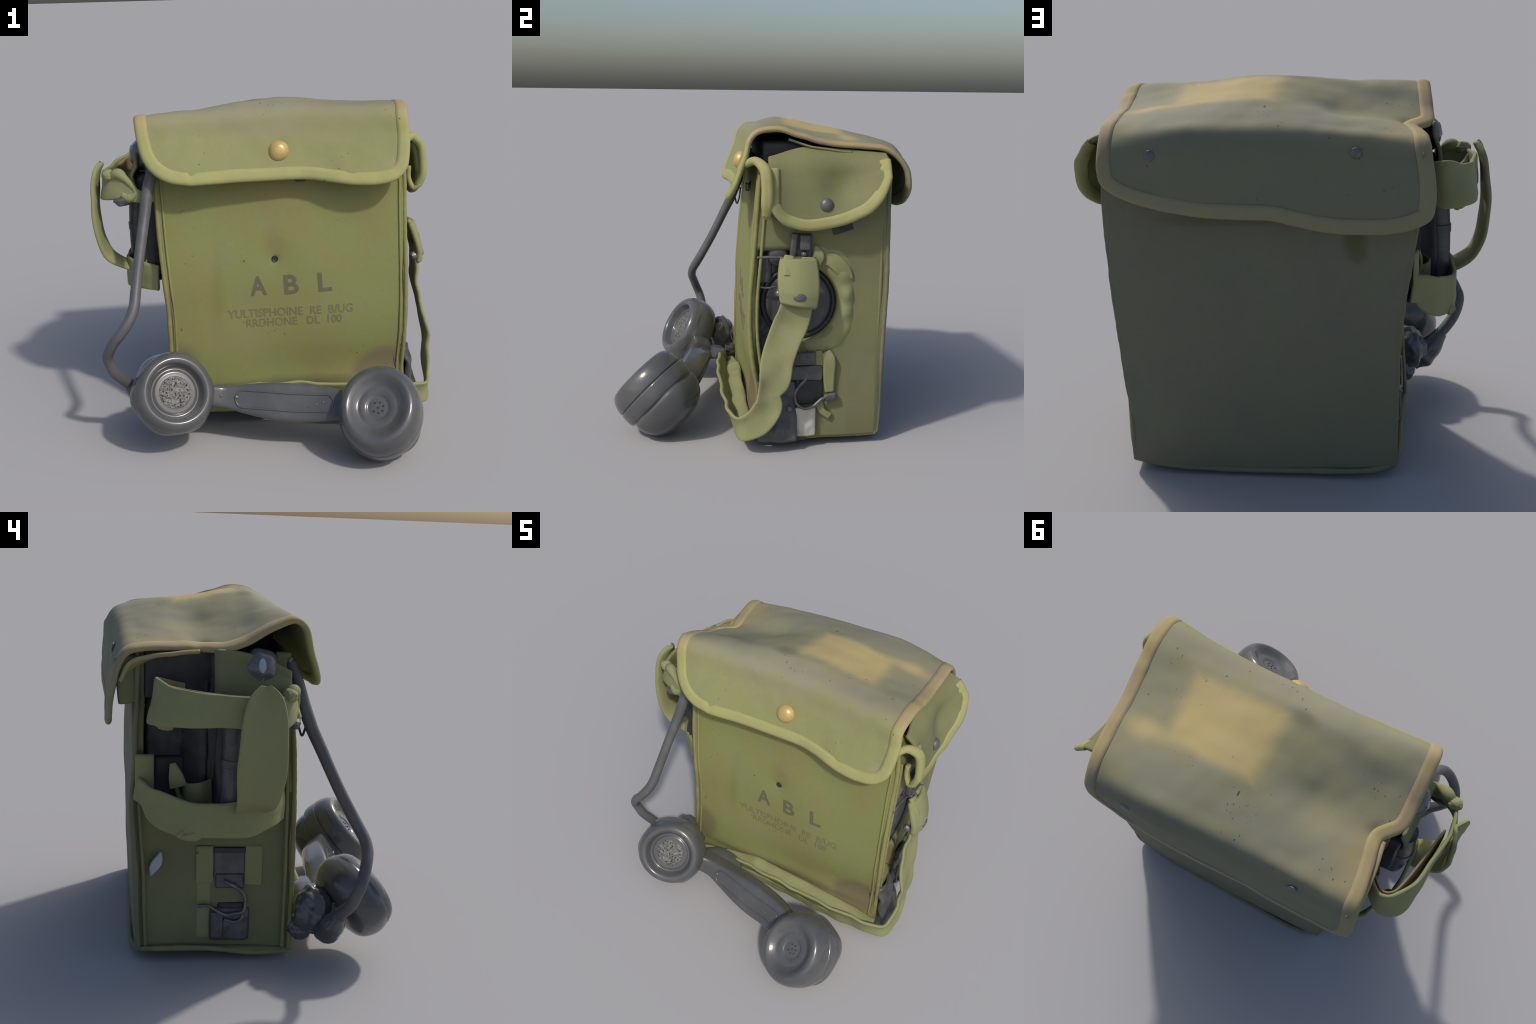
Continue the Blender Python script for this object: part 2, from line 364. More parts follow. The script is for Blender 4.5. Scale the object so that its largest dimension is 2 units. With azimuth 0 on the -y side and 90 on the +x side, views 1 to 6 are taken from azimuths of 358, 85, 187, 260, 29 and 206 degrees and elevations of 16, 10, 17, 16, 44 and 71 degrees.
def front_surface(x, z):
    a, b = corner('fl', z), corner('fr', z); s = np.clip((x - a[..., 0]) / (b[..., 0] - a[..., 0]), 0, 1)
    y = a[..., 1] + (b[..., 1] - a[..., 1]) * s + .010 * (1 - np.sin(np.pi * s) ** .6)
    r = np.hypot((x - .061) / .10, (z - 1.0) / .12); y = y + .011 * np.exp(-r * r) + .010 * np.exp(-(np.hypot(x - .061, z - 1.0) / .022) ** 2)
    y = y + .006 * np.exp(-((x + .30 - .03 * (z - .8)) / .045) ** 2) * np.exp(-((z - .8) / .28) ** 2)
    y = y + .006 * np.sin(7 * x + 3 * z) * np.sin(np.pi * s) + .004 * np.sin(11 * z - 2 * x)
    y = y + .012 * np.exp(-((z - .19) / .03) ** 2) * np.sin(np.pi * s)
    y = y - .030 * np.exp(-((z - .1) / .2) ** 2) * np.sin(np.pi * s) ** .5 - .022 * np.exp(-((z - .12) / .15) ** 2 - ((x - .6) / .25) ** 2) - .020 * np.exp(-((z - 1.4) / .2) ** 2 - ((x - .55) / .3) ** 2)
    return y

nu, nv = 110, 150
S, ZZ = np.meshgrid(np.linspace(.012, .988, nu), np.linspace(.075, 1.66, nv), indexing='ij')
xa, xb = corner('fl', ZZ)[..., 0], corner('fr', ZZ)[..., 0]; X = xa + (xb - xa) * S
Pf = np.stack([X, front_surface(X, ZZ), ZZ], -1)
slab('front_panel', Pf + A(0, .010, 0), .020, 'front')

zb = .036 + .03 * (np.abs(2 * np.linspace(.015, .985, nu) - 1) ** 3)
Sb = np.linspace(.012, .988, nu)
ZB = zb[:, None] + (1.66 - zb[:, None]) * np.linspace(0, 1, nv)[None, :]
SB = np.repeat(Sb[:, None], nv, 1)
Pb, Nb = panel_point('br', 'bl', SB, ZB, np.full(SB.shape, .012), .004 + .008 * np.sin(3 * ZB) + .014 * np.exp(-(ZB / .18) ** 2) + .012 * np.exp(-((SB - .15) / .2) ** 2) - .018 * np.exp(-((SB - .7) / .22) ** 2 - ((ZB - .9) / .4) ** 2))
for i in range(0, nu):
    for j in range(nv): Pb[i, j] += Nb[i, j] * (.007 * nz(Pb[i, j], 2.6, 3) + .003 * nz(Pb[i, j], 7, 9))
slab('back_panel', Pb, .022, 'back')

def side_grid(k0, k1, s0, s1, z0, z1, inset, bulge=.0, nu=60, nv=110, seed=1.0):
    S, ZZ = np.meshgrid(np.linspace(s0, s1, nu), np.linspace(z0, z1, nv), indexing='ij')
    P, N = panel_point(k0, k1, S, ZZ, np.full(S.shape, inset), bulge * np.ones(S.shape))
    for i in range(nu):
        for j in range(nv): P[i, j] += N[i, j] * .008 * nz(P[i, j], 3.2, seed)
    return P
RP = side_grid('fr', 'br', .015, .985, .06, 1.66, .022, .012, nu=120, nv=200)
RP[..., 0] += .024 * np.exp(-((RP[..., 2] - .25) / .3) ** 2) * np.clip((RP[..., 1] - .2) / .3, 0, 1) * np.clip((.73 - RP[..., 1]) / .06, 0, 1)
RP[..., 0] -= .022 * np.exp(-((RP[..., 2] - .95) / .35) ** 2) * np.sin(np.pi * np.clip((RP[..., 1] + .05) / .78, 0, 1))
def soft(d, w=.012): return 1 / (1 + np.exp(-d / w * 2))
ry, rz = RP[..., 1], RP[..., 2]
hole = np.maximum(soft(.228 - np.hypot(ry - .21, rz - .86)), np.minimum.reduce([soft(ry + .028), soft(.19 - ry), soft(rz - .42), soft(1.17 - rz)]))
RP[..., 0] -= .10 * hole
slab('side_panel', RP, .02, 'side')
def left_x(y, z):
    a, b = corner('fl', z), corner('bl', z); s = np.clip((y - a[..., 1]) / (b[..., 1] - a[..., 1]), 0, 1)
    return a[..., 0] + (b[..., 0] - a[..., 0]) * s + .020 + np.sin(np.pi * s) ** .5 * (.036 + .034 * np.clip((z - .35) / .35, 0, 1))
LP = side_grid('bl', 'fl', .015, .985, .07, .97, .024, .0, seed=4.0)
LP[..., 0] = left_x(LP[..., 1], LP[..., 2]) + .006 * np.sin(9 * LP[..., 1] + 5 * LP[..., 2])
slab('side_panel', LP, .02, 'side')
slab('side_panel', side_grid('bl', 'fl', .012, .06, .95, 1.66, .040, .0, nu=14, seed=4.0), .02, 'side')
slab('side_panel', side_grid('bl', 'fl', .90, .988, .95, 1.66, .022, .0, nu=14, seed=4.0), .02, 'side')

# bottom: a sheet between the four lower corners
cn = {k: corner(k, np.array(.06)) for k in EDGE}
U_, V_ = np.meshgrid(np.linspace(.01, .99, 50), np.linspace(.01, .99, 40), indexing='ij')
Pm = ((1 - U_) * (1 - V_))[..., None] * cn['fl'] + (U_ * (1 - V_))[..., None] * cn['fr'] + (U_ * V_)[..., None] * cn['br'] + ((1 - U_) * V_)[..., None] * cn['bl']
Pm[..., 2] = .062 - .035 * np.sin(np.pi * U_) * V_ ** 2
slab('bottom_panel', Pm, .02, 'side')

# seam piping down the four corners, along the lower edges and a second welt beside each front corner
PIPE = dict(mat='piping', wob=.25)
zz = np.linspace(.06, 1.64, 60)
def stitched(name, path, r, flat=None, n=260):
    path = curve(path, n); T, U, W = frames(path); sec = []
    for i in range(n):
        q = r * (1 + .22 * nz(path[i], 9, 2) + .12 * nz(path[i], 31, 4) + .05 * math.sin(i * 1.9) * max(0, nz(path[i], 4, 7)))
        sec.append([(math.cos(t) * q, math.sin(t) * q) for t in np.linspace(0, 2 * math.pi, 12, endpoint=False)])
    return section_sweep(name, path, U, W, sec, 'piping')
for k, (ox, oy) in {'fr': (-.014, .010), 'br': (-.014, -.012), 'bl': (.014, -.012), 'fl': (.014, .012)}.items():
    stitched('seam_piping', corner(k, zz) + A(ox, oy, 0), .014)
for k, (ox, oy) in {'fr': (-.010, .052), 'fl': (.012, .050), 'bl': (.016, -.050), 'br': (-.016, -.046)}.items():
    stitched('seam_piping', corner(k, np.linspace(.08, 1.5 if k[1] == 'r' else (1.45 if k == 'fl' else .95), 50)) + A(ox, oy, 0), .010)
for k, ox in (('fr', -.045), ('fl', .048)):
    stitched('seam_piping', np.stack([corner(k, zz)[:, 0] + ox, front_surface(corner(k, zz)[:, 0] + ox, zz) - .002, zz], -1), .0075)
low = [corner('fl', np.array(.075)) + A(.02, .01, -.006), A(-.3, -.085, .068), A(.2, -.075, .07), A(.6, -.05, .075), corner('fr', np.array(.075)) + A(-.02, .01, 0)]
stitched('seam_piping', low, .016)
low = [corner('br', np.array(.06)) + A(-.02, -.02, 0), A(.6, .715, .04), A(.3, .725, .03), A(-.1, .735, .035), A(-.4, .735, .045), corner('bl', np.array(.06)) + A(.02, -.02, 0)]
stitched('seam_piping', low, .015)
stitched('seam_piping', [corner('fr', np.array(.06)) + A(-.02, .02, 0), A(.81, .15, .045), A(.80, .4, .055), A(.795, .6, .055), corner('br', np.array(.06)) + A(-.01, -.02, 0)], .015)
stitched('seam_piping', [corner('fl', np.array(.06)) + A(.02, .02, -.01), A(-.57, .1, .045), A(-.55, .35, .07), A(-.54, .6, .075), corner('bl', np.array(.07)) + A(.01, -.02, 0)], .015)

# eyelet hole in the front, its torn rim
revolve('eyelet_hole', [(0, .004), (.012, .005), (.0165, .008), (.019, .004), (.021, -.004)], (.061, float(front_surface(np.array(.061), np.array(1.0))) - .004, 1.0), (0, -1, .05), 'box', seg=32)

# ------------------------------------------------------------------ stencilled writing, laid onto the front panel
def writing(name, text, x0, x1, z0, z1, height, mat, bold=.0):
    """text runs from (x0,z0) to (x1,z1) on its base line"""
    cu = bpy.data.curves.new(name, 'FONT'); cu.body = text; cu.size = 1; cu.fill_mode = 'BOTH'; cu.resolution_u = 4; cu.offset = bold
    o = bpy.data.objects.new(name, cu); bpy.context.scene.collection.objects.link(o)
    bpy.context.view_layer.update()
    me = bpy.data.meshes.new_from_object(o.evaluated_get(bpy.context.evaluated_depsgraph_get()))
    bpy.data.objects.remove(o); bpy.data.curves.remove(cu)
    bm = bmesh.new(); bm.from_mesh(me)
    bmesh.ops.remove_doubles(bm, verts=bm.verts, dist=1e-5)
    for _ in range(2): bmesh.ops.subdivide_edges(bm, edges=[e for e in bm.edges if e.calc_length() > .12], cuts=1)
    bmesh.ops.triangulate(bm, faces=bm.faces)
    xs = [v.co.x for v in bm.verts]; ys = [v.co.y for v in bm.verts]
    l, r, b, t = min(xs), max(xs), min(ys), max(ys)
    dx, dz = x1 - x0, z1 - z0; L = math.hypot(dx, dz)
    geo = bmesh.ops.extrude_face_region(bm, geom=bm.faces[:])
    up = {e for e in geo['geom'] if isinstance(e, bmesh.types.BMVert)}
    for v in bm.verts:
        p, q = (v.co.x - l) / (r - l), (v.co.y - b) / (t - b) * height
        x, z = x0 + dx * p - dz / L * q, z0 + dz * p + dx / L * q
        v.co = Vector((x, float(front_surface(np.array(x), np.array(z))) - (.0018 if v in up else -.002), z))
    bmesh.ops.recalc_face_normals(bm, faces=bm.faces); bm.to_mesh(me); bm.free()
    me.polygons.foreach_set('use_smooth', [False] * len(me.polygons))
    me.name = name; me.materials.clear(); me.materials.append(M[mat])
    o = bpy.data.objects.new(name, me); bpy.context.scene.collection.objects.link(o); o.parent = ROOT
for ch, x, z, w in (('A', -.037, .785, .096), ('B', .156, .788, .085), ('L', .352, .797, .078)):
    writing('stencil_letter', ch, x - w / 2, x + w / 2, z - .002, z + .003, .118, 'ink', .022)
writing('stencil_line', 'YULTISPHOINE  RE  B/UG', -.222, .515, .648, .665, .052, 'ink2', .010)
writing('stencil_line', 'RRDHONE   DL  100', -.115, .448, .590, .604, .050, 'ink2', .010)

# ------------------------------------------------------------------ lid
XS = [-.70, -.32, .08, .45, .82]
def tab(x, v): return hermite(x, XS, v)
ridge_y, ridge_z = [-.074, -.056, -.045, -.050, -.080], [1.800, 1.815, 1.832, 1.822, 1.805]
edge_x, edge_y = [-.7, -.45, -.15, .1, .25, .52, .82], [-.195, -.195, -.165, -.158, -.150, -.192, -.20]
fz_x, fz = [-.70, -.49, -.35, -.1, .26, .39, .53, .66, .82], [1.48, 1.487, 1.486, 1.492, 1.491, 1.475, 1.459, 1.458, 1.47]
bz_x, bz = [-.70, -.45, -.26, -.08, .0, .16, .34, .5, .8], [1.292, 1.297, 1.304, 1.341, 1.364, 1.375, 1.389, 1.418, 1.45]
rows = []
for t, l, r in ((1, -.40, .62), (.975, -.465, .70), (.93, -.525, .745), (.8, -.594, .79), (.6, -.645, .806), (.3, -.675, .812)):
    x = l + (r - l) * np.linspace(0, 1, 61)
    rows.append(np.stack([x, tab(x, ridge_y) + (hermite(x, edge_x, edge_y) - tab(x, ridge_y)) * t ** 1.15, tab(x, ridge_z) + (hermite(x, fz_x, fz) - tab(x, ridge_z)) * t], -1))
for l, r, y, z in (
        (-.688, .805, ridge_y, ridge_z),
        (-.695, .812, [-.02, -.01, .0, -.01, -.03], [1.836, 1.858, 1.876, 1.862, 1.852]),
        (-.700, .815, [.09, .09, .09, .09, .08], [1.800, 1.868, 1.906, 1.880, 1.866]),
        (-.705, .812, [.21, .21, .21, .21, .21], [1.728, 1.828, 1.894, 1.862, 1.826]),
        (-.700, .805, [.33, .33, .33, .33, .33], [1.690, 1.794, 1.868, 1.842, 1.797]),
        (-.625, .798, [.435, .43, .43, .43, .43], [1.690, 1.776, 1.850, 1.826, 1.782]),
        (-.640, .795, [.56, .56, .56, .56, .55], [1.690, 1.760, 1.820, 1.808, 1.774]),
        (-.660, .785, [.70, .70, .70, .70, .69], [1.686, 1.740, 1.783, 1.784, 1.754]),
        (-.665, .780, [.775, .785, .79, .795, .765], [1.662, 1.715, 1.742, 1.750, 1.70])):
    x = l + (r - l) * np.linspace(0, 1, 61)
    s = np.linspace(0, 1, 61) * (XS[-1] - XS[0]) + XS[0]
    rows.append(np.stack([x, tab(s, y), tab(s, z)], -1))
bt_y, bt_z, bb_y = [.81, .82, .83, .835, .80], [1.62, 1.675, 1.695, 1.705, 1.655], [.865, .862, .862, .858, .835]
for t, l, r in ((.12, -.675, .780), (.35, -.684, .780), (.6, -.684, .768), (.8, -.668, .715), (.92, -.60, .640), (.975, -.53, .57), (1, -.47, .50)):
    x = l + (r - l) * np.linspace(0, 1, 61)
    z = tab(x, bt_z) + (hermite(x, bz_x, bz) - tab(x, bt_z)) * t
    rows.append(np.stack([x, tab(x, bt_y) + (tab(x, bb_y) - tab(x, bt_y)) * min(1, 2.2 * t - 1.2 * t * t), z], -1))
rows = np.array(rows)
cols = [curve(rows[:, i], 190) for i in range(61)]
L0 = np.array(cols)                                            # (61,190,3)
L1 = np.array([hermite(np.linspace(0, 60, 200), np.arange(61), L0[:, j]) for j in range(190)]).transpose(1, 0, 2)
NL = grid_normals(L1)
if NL[100, 95, 2] < 0: NL = -NL
for i in range(L1.shape[0]):
    for j in range(L1.shape[1]):
        L1[i, j] += NL[i, j] * (.006 * nz(L1[i, j], 4.5, 2.0) + .003 * nz(L1[i, j], 11, 5.0))
def dent(c, r, d):
    w = np.exp(-(np.linalg.norm(L1 - A(*c), axis=2) / r) ** 2); L1[:] += NL * (w * -d)[..., None]
dent((-.60, .42, 1.72), .04, .022); dent((-.45, .30, 1.81), .16, .012); dent((.093, -.09, 1.64), .07, .008)
LID_T = .022
L1 -= NL * .006
dent((-.27, .42, 1.79), .13, .024); dent((-.1, -.03, 1.86), .22, .012); dent((.35, -.02, 1.86), .18, .010); dent((-.33, .1, 1.86), .12, .010)
L1 += A(0, .014, 0) * (np.clip((L1[..., 1] - .45) / .3, 0, 1) * np.clip((L1[..., 0] + .2) / .5, 0, 1))[..., None]
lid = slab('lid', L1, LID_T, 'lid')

def edge_binding(name, G, N, thick, width, mat, parent=None, rough=.004, skip_top=False):
    """bias tape folded round the whole border of a sheet G; width = how far it reaches in"""
    nu, nv = G.shape[:2]
    ring = [(i, 0) for i in range(nu)] + [(nu - 1, j) for j in range(1, nv)] + [(i, nv - 1) for i in range(nu - 2, -1, -1)] + [(0, j) for j in range(nv - 2, 0, -1)]
    if skip_top: ring = ring[nu:]
    B = np.array([G[i, j] for i, j in ring]); NN = np.array([N[i, j] for i, j in ring])
    keep = [0]
    for q in range(1, len(B)):
        if np.linalg.norm(B[q] - B[keep[-1]]) > .006: keep.append(q)
    B, NN = B[keep], NN[keep]; kk = len(B)
    for _ in range(3): NN = unit(NN + np.roll(NN, 1, 0) + np.roll(NN, -1, 0)) if not skip_top else NN
    T = unit(np.gradient(B, axis=0)) if skip_top else unit(np.roll(B, -2, 0) - np.roll(B, 2, 0))
    for _ in range(4): T = unit(T + np.roll(T, 1, 0) + np.roll(T, -1, 0)) if not skip_top else unit(np.vstack([T[:1], T[1:-1] + T[:-2] + T[2:], T[-1:]]))
    I = unit(np.cross(NN, T)); cen = G.reshape(-1, 3).mean(0)
    inn = np.array([G[min(max(i, 2), nu - 3), min(max(j, 2), nv - 3)] - G[i, j] for i, j in [ring[q] for q in keep]])
    if (I * inn).sum() < 0: I = -I
    h = thick / 2 + .0045
    prof = [(width, thick / 2 - .006), (width - .002, h - .0005), (width * .6, h + .001), (width * .2, h + .002), (0, h), (-h * .75, h * .6), (-h, 0), (-h * .75, -h * .6), (0, -h), (width * .3, -h - .001), (width * .8, -h), (width, -thick / 2 + .004)]
    sec = []
    for q in range(kk):
        e = .4 * rough * nz(B[q], 12, 4.0); f = 1 + .06 * nz(B[q], 5, 8.0)
        sec.append([(a * (f if a > .02 else 1), b + e * (b > 0)) for a, b in prof])
    return section_sweep(name, B, I, NN, sec, mat, parent, closed=not skip_top)
edge_binding('lid_binding', L1, NL, LID_T, .058, 'trim', lid)

def stud(name, at, axis, r, h, mat, parent=None):
    return revolve(name, [(0, h), (r * .45, h * .92), (r * .8, h * .62), (r, h * .18), (r * 1.02, -.002), (r * .9, -.012)], at, axis, mat, parent, seg=40)
stud('brass_stud', (.093, -.103, 1.636), (0, -.96, .28), .056, .040, 'brass', lid)
stud('snap_stud', (.541, .860, 1.653), (.05, .97, .2), .024, .007, 'stud', lid)
stud('snap_stud', (-.359, .834, 1.642), (0, .97, .2), .024, .007, 'stud', lid)

# doubled canvas that hangs out under the lid's back left edge, and the tucked-in gusset below it
ribbon('lid_fold', [(-.625, .43, 1.665, 1, .1, -.15, .06), (-.635, .55, 1.652, 1, 0, -.2, .08), (-.645, .66, 1.64, 1, 0, -.3, .08), (-.655, .75, 1.605, .8, 0, -.6, .07), (-.67, .81, 1.53, .5, .4, -.2, .05)], 'trim', .022, lid, 60)
G = np.array([[A(-.645 + .05 * v, .825 - .115 * v - .02 * u, 1.63 - .21 * u + .015 * v) + A(-.02 * math.sin(math.pi * v), 0, 0) for v in np.linspace(0, 1, 16)] for u in np.linspace(0, 1, 20)])
slab('lid_gusset', G, .02, 'side', lid)
# folded lining under the right edge of the lid
for y0, z0, dz, w in ((.14, 1.81, -.035, .05), (.26, 1.765, -.03, .05)):
    ribbon('lid_lining', [(.77, y0, z0 - .01, 1, 0, .2, w), (.785, y0 + .12, z0 - .045, 1, 0, .1, w), (.785, y0 + .26, z0 - .068, 1, 0, .1, w), (.78, y0 + .36, z0 - .075, 1, 0, .1, w)], 'piping', .012, lid, 40)

# ------------------------------------------------------------------ right side: pocket flap
def flap_point(u, v):
    """u 0..1 front to back, v 0..1 top to bottom"""
    y = hermite(u, [0, .25, .5, .75, 1], [.03, .20, .37, .54, .695])
    zb = hermite(u, [0, .1, .22, .5, .7, .86, .95, 1], [1.44, 1.36, 1.325, 1.33, 1.375, 1.44, 1.52, 1.60])
    zt = hermite(u, [0, .3, .6, 1], [1.70, 1.755, 1.745, 1.72])
    z = zt + (zb - zt) * v
    x = hermite(v, [0, .15, .4, .7, 1], [.785, .835, .868, .886, .905])
    x = x + .05 * np.exp(-((u - .98) / .22) ** 2) * np.clip(1.75 - z, 0, .3) * 3.2
    x = x + .022 * np.exp(-(u / .12) ** 2) - .045 * np.exp(-((u - .62) / .2) ** 2 - ((v - .48) / .3) ** 2) + .014 * np.exp(-((u - .35 - .5 * (v - .4)) / .1) ** 2) * v
    return np.stack([x, y + 0 * v, z], -1)
uu, vv = np.meshgrid(np.linspace(0, 1, 90), np.linspace(0, 1, 60), indexing='ij')
FP = flap_point(uu, vv); FN = grid_normals(FP)
if FN[45, 30, 0] < 0: FN = -FN
flap = slab('pocket_flap', FP, .022, 'side')
edge_binding('flap_binding', FP[:, 12:], FN[:, 12:], .022, .052, 'flap_trim', flap, skip_top=True)
stud('snap_stud', (.893, .349, 1.446), (1, .05, .15), .038, .026, 'stud', flap)
# rolled front edge of the flap: goes out from under the lid, curls round and hangs down
ribbon('flap_roll', [(.80, -.10, 1.665, .2, .3, 1, .045), (.845, -.05, 1.685, .3, .6, .8, .05), (.90, .0, 1.64, .2, 1, .3, .065), (.925, .012, 1.55, .1, 1, 0, .07), (.925, .012, 1.45, 0, 1, 0, .07), (.905, .012, 1.39, 0, 1, 0, .05)], 'flap_trim', .045, flap, 70)
ribbon('flap_roll', [(.915, .005, 1.40, 0, 1, 0, .045), (.88, .02, 1.375, 0, 1, 0, .05), (.855, .03, 1.42, 0, 1, 0, .05), (.85, .03, 1.50, 0, 1, 0, .05)], 'flap_trim', .03, flap, 40)
rounded_block('opening_dark_slab', (.815, .45, 1.315), (.02, .12, .075), 'box', r=.008, rot=(.3, 0, 0))  # black slab modelled for the darkness inside the hole

# ------------------------------------------------------------------ inside: the black apparatus box
rounded_block('apparatus_box', (.17, .33, .85), (1.16, .66, 1.40), 'box', r=.03)

rounded_block('apparatus_box', (.26, .14, 1.66), (.96, .30, .26), 'box', r=.03)  # black filler block that closes the see-through gap under the lid
rounded_block('closing_tongue', (.215, -.056, 1.475), (.055, .03, .05), 'box', r=.006)
rounded_block('closing_tongue', (.29, -.052, 1.485), (.10, .026, .04), 'metal', r=.005)
G = np.array([[A(-.615, .10 + .57 * u, .93 + .73 * v) for v in np.linspace(0, 1, 60)] for u in np.linspace(0, 1, 50)])
for i in range(50):
    for j in range(60): G[i, j] += A(.02 * nz(G[i, j], 5, 2) + .012 * nz(G[i, j], 15, 4) + (.10 if G[i, j][1] > .50 else .10 * max(0, (G[i, j][1] - .40) / .10)) - .03 * (G[i, j][1] < .36), 0, 0)
slab('apparatus_face', G, .03, 'box')

# ------------------------------------------------------------------ right side: apparatus face, disc, frame, buckles, strap
G = np.array([[A(.748 + .07 * max(0, 1 - v / .35), -.025 + .22 * u, .10 + 1.03 * v) for v in np.linspace(0, 1, 90)] for u in np.linspace(0, 1, 30)])
for i in range(30):
    for j in range(90):
        p = G[i, j]; G[i, j] = p + A(.016 * nz(p, 9, 1) + .010 * nz(p, 24, 2), 0, 0)
slab('apparatus_face', G, .02, 'metal')
rounded_block('terminal_cover', (.765, .01, 1.05), (.03, .085, .15), 'metal', r=.012, rough=.006)
revolve('terminal_knob', [(0, .03), (.03, .028), (.055, .018), (.062, 0), (.062, -.02)], (.78, .085, 1.14), (1, 0, 0), 'metal', seg=40, squash=(1, 1.0))
tube('support_rod', [(.825, -.035, 1.135), (.83, .05, 1.138), (.84, .155, 1.132)], .008, 'wire')
tube('support_rod', [(.812, -.03, .965), (.815, .02, .955), (.81, .075, .962)], .006, 'wire')
disc = revolve('generator_disc', [(0, .012), (.10, .011), (.185, .008), (.196, -.004), (.198, -.02)], (.762, .21, .86), (1, 0, 0), 'metal', seg=72)
revolve('generator_rim', [(.196, .004), (.20, .014), (.212, .016), (.222, .008), (.224, -.01)], (.762, .21, .86), (1, 0, 0), 'box', disc, seg=72)
tube('generator_wire', [(.80, .19, .70), (.81, .20, .64), (.80, .21, .60)], .006, 'metal')

def frame_grid():
    n, m = 120, 26; G = np.zeros((n, m, 3))
    out_a, out_r = np.radians([-80, -62, -40, -15, 0, 20, 40, 55, 70, 82]), [.31, .37, .385, .35, .335, .36, .42, .43, .40, .38]
    for i, a in enumerate(np.linspace(out_a[0], out_a[-1], n)):
        ro = float(hermite(np.array(a), out_a, out_r)); ri = .232
        for j, q in enumerate(np.linspace(0, 1, m)):
            r = ri + (ro - ri) * q
            y, z = .21 + r * math.cos(a), .86 + r * math.sin(a)
            roll = math.cos((z - .80) * 2 * math.pi / .12) * .5 + .5
            hump = math.sin(math.pi * min(1, q * 1.15)) ** .5
            x = .785 + .030 * hump + .016 * roll * hump * math.exp(-((q - .45) / .4) ** 2) * math.exp(-((a - .1) / .55) ** 2) + .006 * nz((0, y, z), 12, 3)
            G[i, j] = (x, y, z)
    return G
slab('canvas_ring', frame_grid(), .014, 'strap')
ribbon('canvas_patch', [(.80, .31, 1.11, 0, .2, 1, .05), (.822, .39, 1.12, 0, .3, 1, .085), (.822, .46, 1.06, 0, .7, .7, .09), (.812, .495, 1.0, 0, 1, .3, .07)], 'strap', .018, None, 50)
ribbon('canvas_patch', [(.82, .30, 1.20, 0, 1, 0, .02), (.835, .315, 1.15, 0, 1, .1, .07), (.832, .31, 1.09, 0, 1, 0, .05)], 'strap', .018, None, 30)

buckle = rounded_block('buckle', (.81, .22, 1.19), (.045, .125, .17), 'metal', r=.02, rough=.006)
rounded_block('buckle_tongue', (.845, .237, 1.225), (.04, .062, .09), 'metal', buckle, r=.012)
rounded_block('buckle_cheek', (.84, .172, 1.21), (.04, .036, .14), 'metal', buckle, r=.012, rot=(-.08, 0, 0))
revolve('buckle_rivet', [(0, .02), (.012, .016), (.018, 0), (.018, -.02)], (.845, .232, 1.158), (1, 0, 0), 'wire', buckle, seg=24)
rounded_block('buckle_bar', (.86, .225, 1.135), (.03, .14, .022), 'wire', buckle, r=.008, rough=.006)
lump('buckle_rivet', (.90, .085, .945), (.024, .022, .024), 'wire', buckle, .15, 3)

# strap: doubled keeper at the buckle, then the long strap down the side, round the corner and along the front
G = np.array([[A(.945 + .024 * math.sin(math.pi * u) - .085 * max(0, v - .25) ** 1.2 - .01 * (1 - v), .10 + .19 * u + .012 * math.sin(math.pi * v) * (2 * u - 1), .885 + .245 * v + .02 * (1 - v) * (-1 if 0 else (1 - 2 * u) * .8)) for v in np.linspace(0, 1, 40)] for u in np.linspace(0, 1, 30)])
keeper = slab('strap_keeper', G, .036, 'strap')
lump('keeper_stud', (.976, .195, .935), (.010, .035, .024), 'stud', keeper, .2, 3)
ribbon('strap_keeper', [(.875, .145, 1.15, 0, 1, 0, .06), (.905, .135, 1.11, 0, 1, 0, .07), (.935, .13, 1.05, 0, 1, 0, .05)], 'strap', .03, keeper, 30)
ribbon('strap_keeper', [(.87, .25, 1.14, 0, 1, 0, .075), (.90, .25, 1.10, 0, 1, 0, .075), (.93, .25, 1.02, 0, 1, 0, .075)], 'strap', .024, keeper, 30)
ribbon('carrying_strap', [
    (.915, .195, 1.00, 0, 1, 0, .17), (.918, .185, .90, 0, 1, .15, .18), (.915, .165, .80, 0, 1, .35, .19), (.93, .115, .68, 0, 1, .4, .19),
    (.955, .075, .56, 0, 1, .15, .195), (.97, .06, .46, 0, 1, .0, .185), (.965, .03, .375, 0, 1, -.1, .13), (.968, .025, .30, 0, 1, -.2, .165),
    (.965, -.035, .205, .1, .8, -.7, .165), (.945, -.115, .160, .1, .4, -1, .15), (.85, -.165, .165, 0, .35, -1, .17), (.72, -.168, .165, 0, .35, -1, .19),
    (.55, -.185, .170, 0, .4, -1, .21), (.40, -.190, .185, 0, .35, -1, .20), (.22, -.195, .205, 0, .4, -1, .21), (.0, -.192, .208, 0, .35, -1, .20), (-.2, -.185, .195, 0, .3, -1, .19), (-.38, -.175, .18, 0, .25, -1, .17), (-.52, -.18, .15, 0, .2, -1, .12)],
    'strap', .022, None, 320, .012, .012)
ribbon('strap_fold', [(.86, -.10, .13, 0, 1, .3, .09), (.66, -.130, .165, 0, 1, .5, .12), (.45, -.140, .185, 0, 1, .5, .12), (.2, -.150, .215, 0, 1, .4, .12), (-.1, -.150, .215, 0, 1, .4, .12), (-.3, -.15, .20, 0, 1, .3, .07)], 'strap', .02, None, 120, .02, .02)

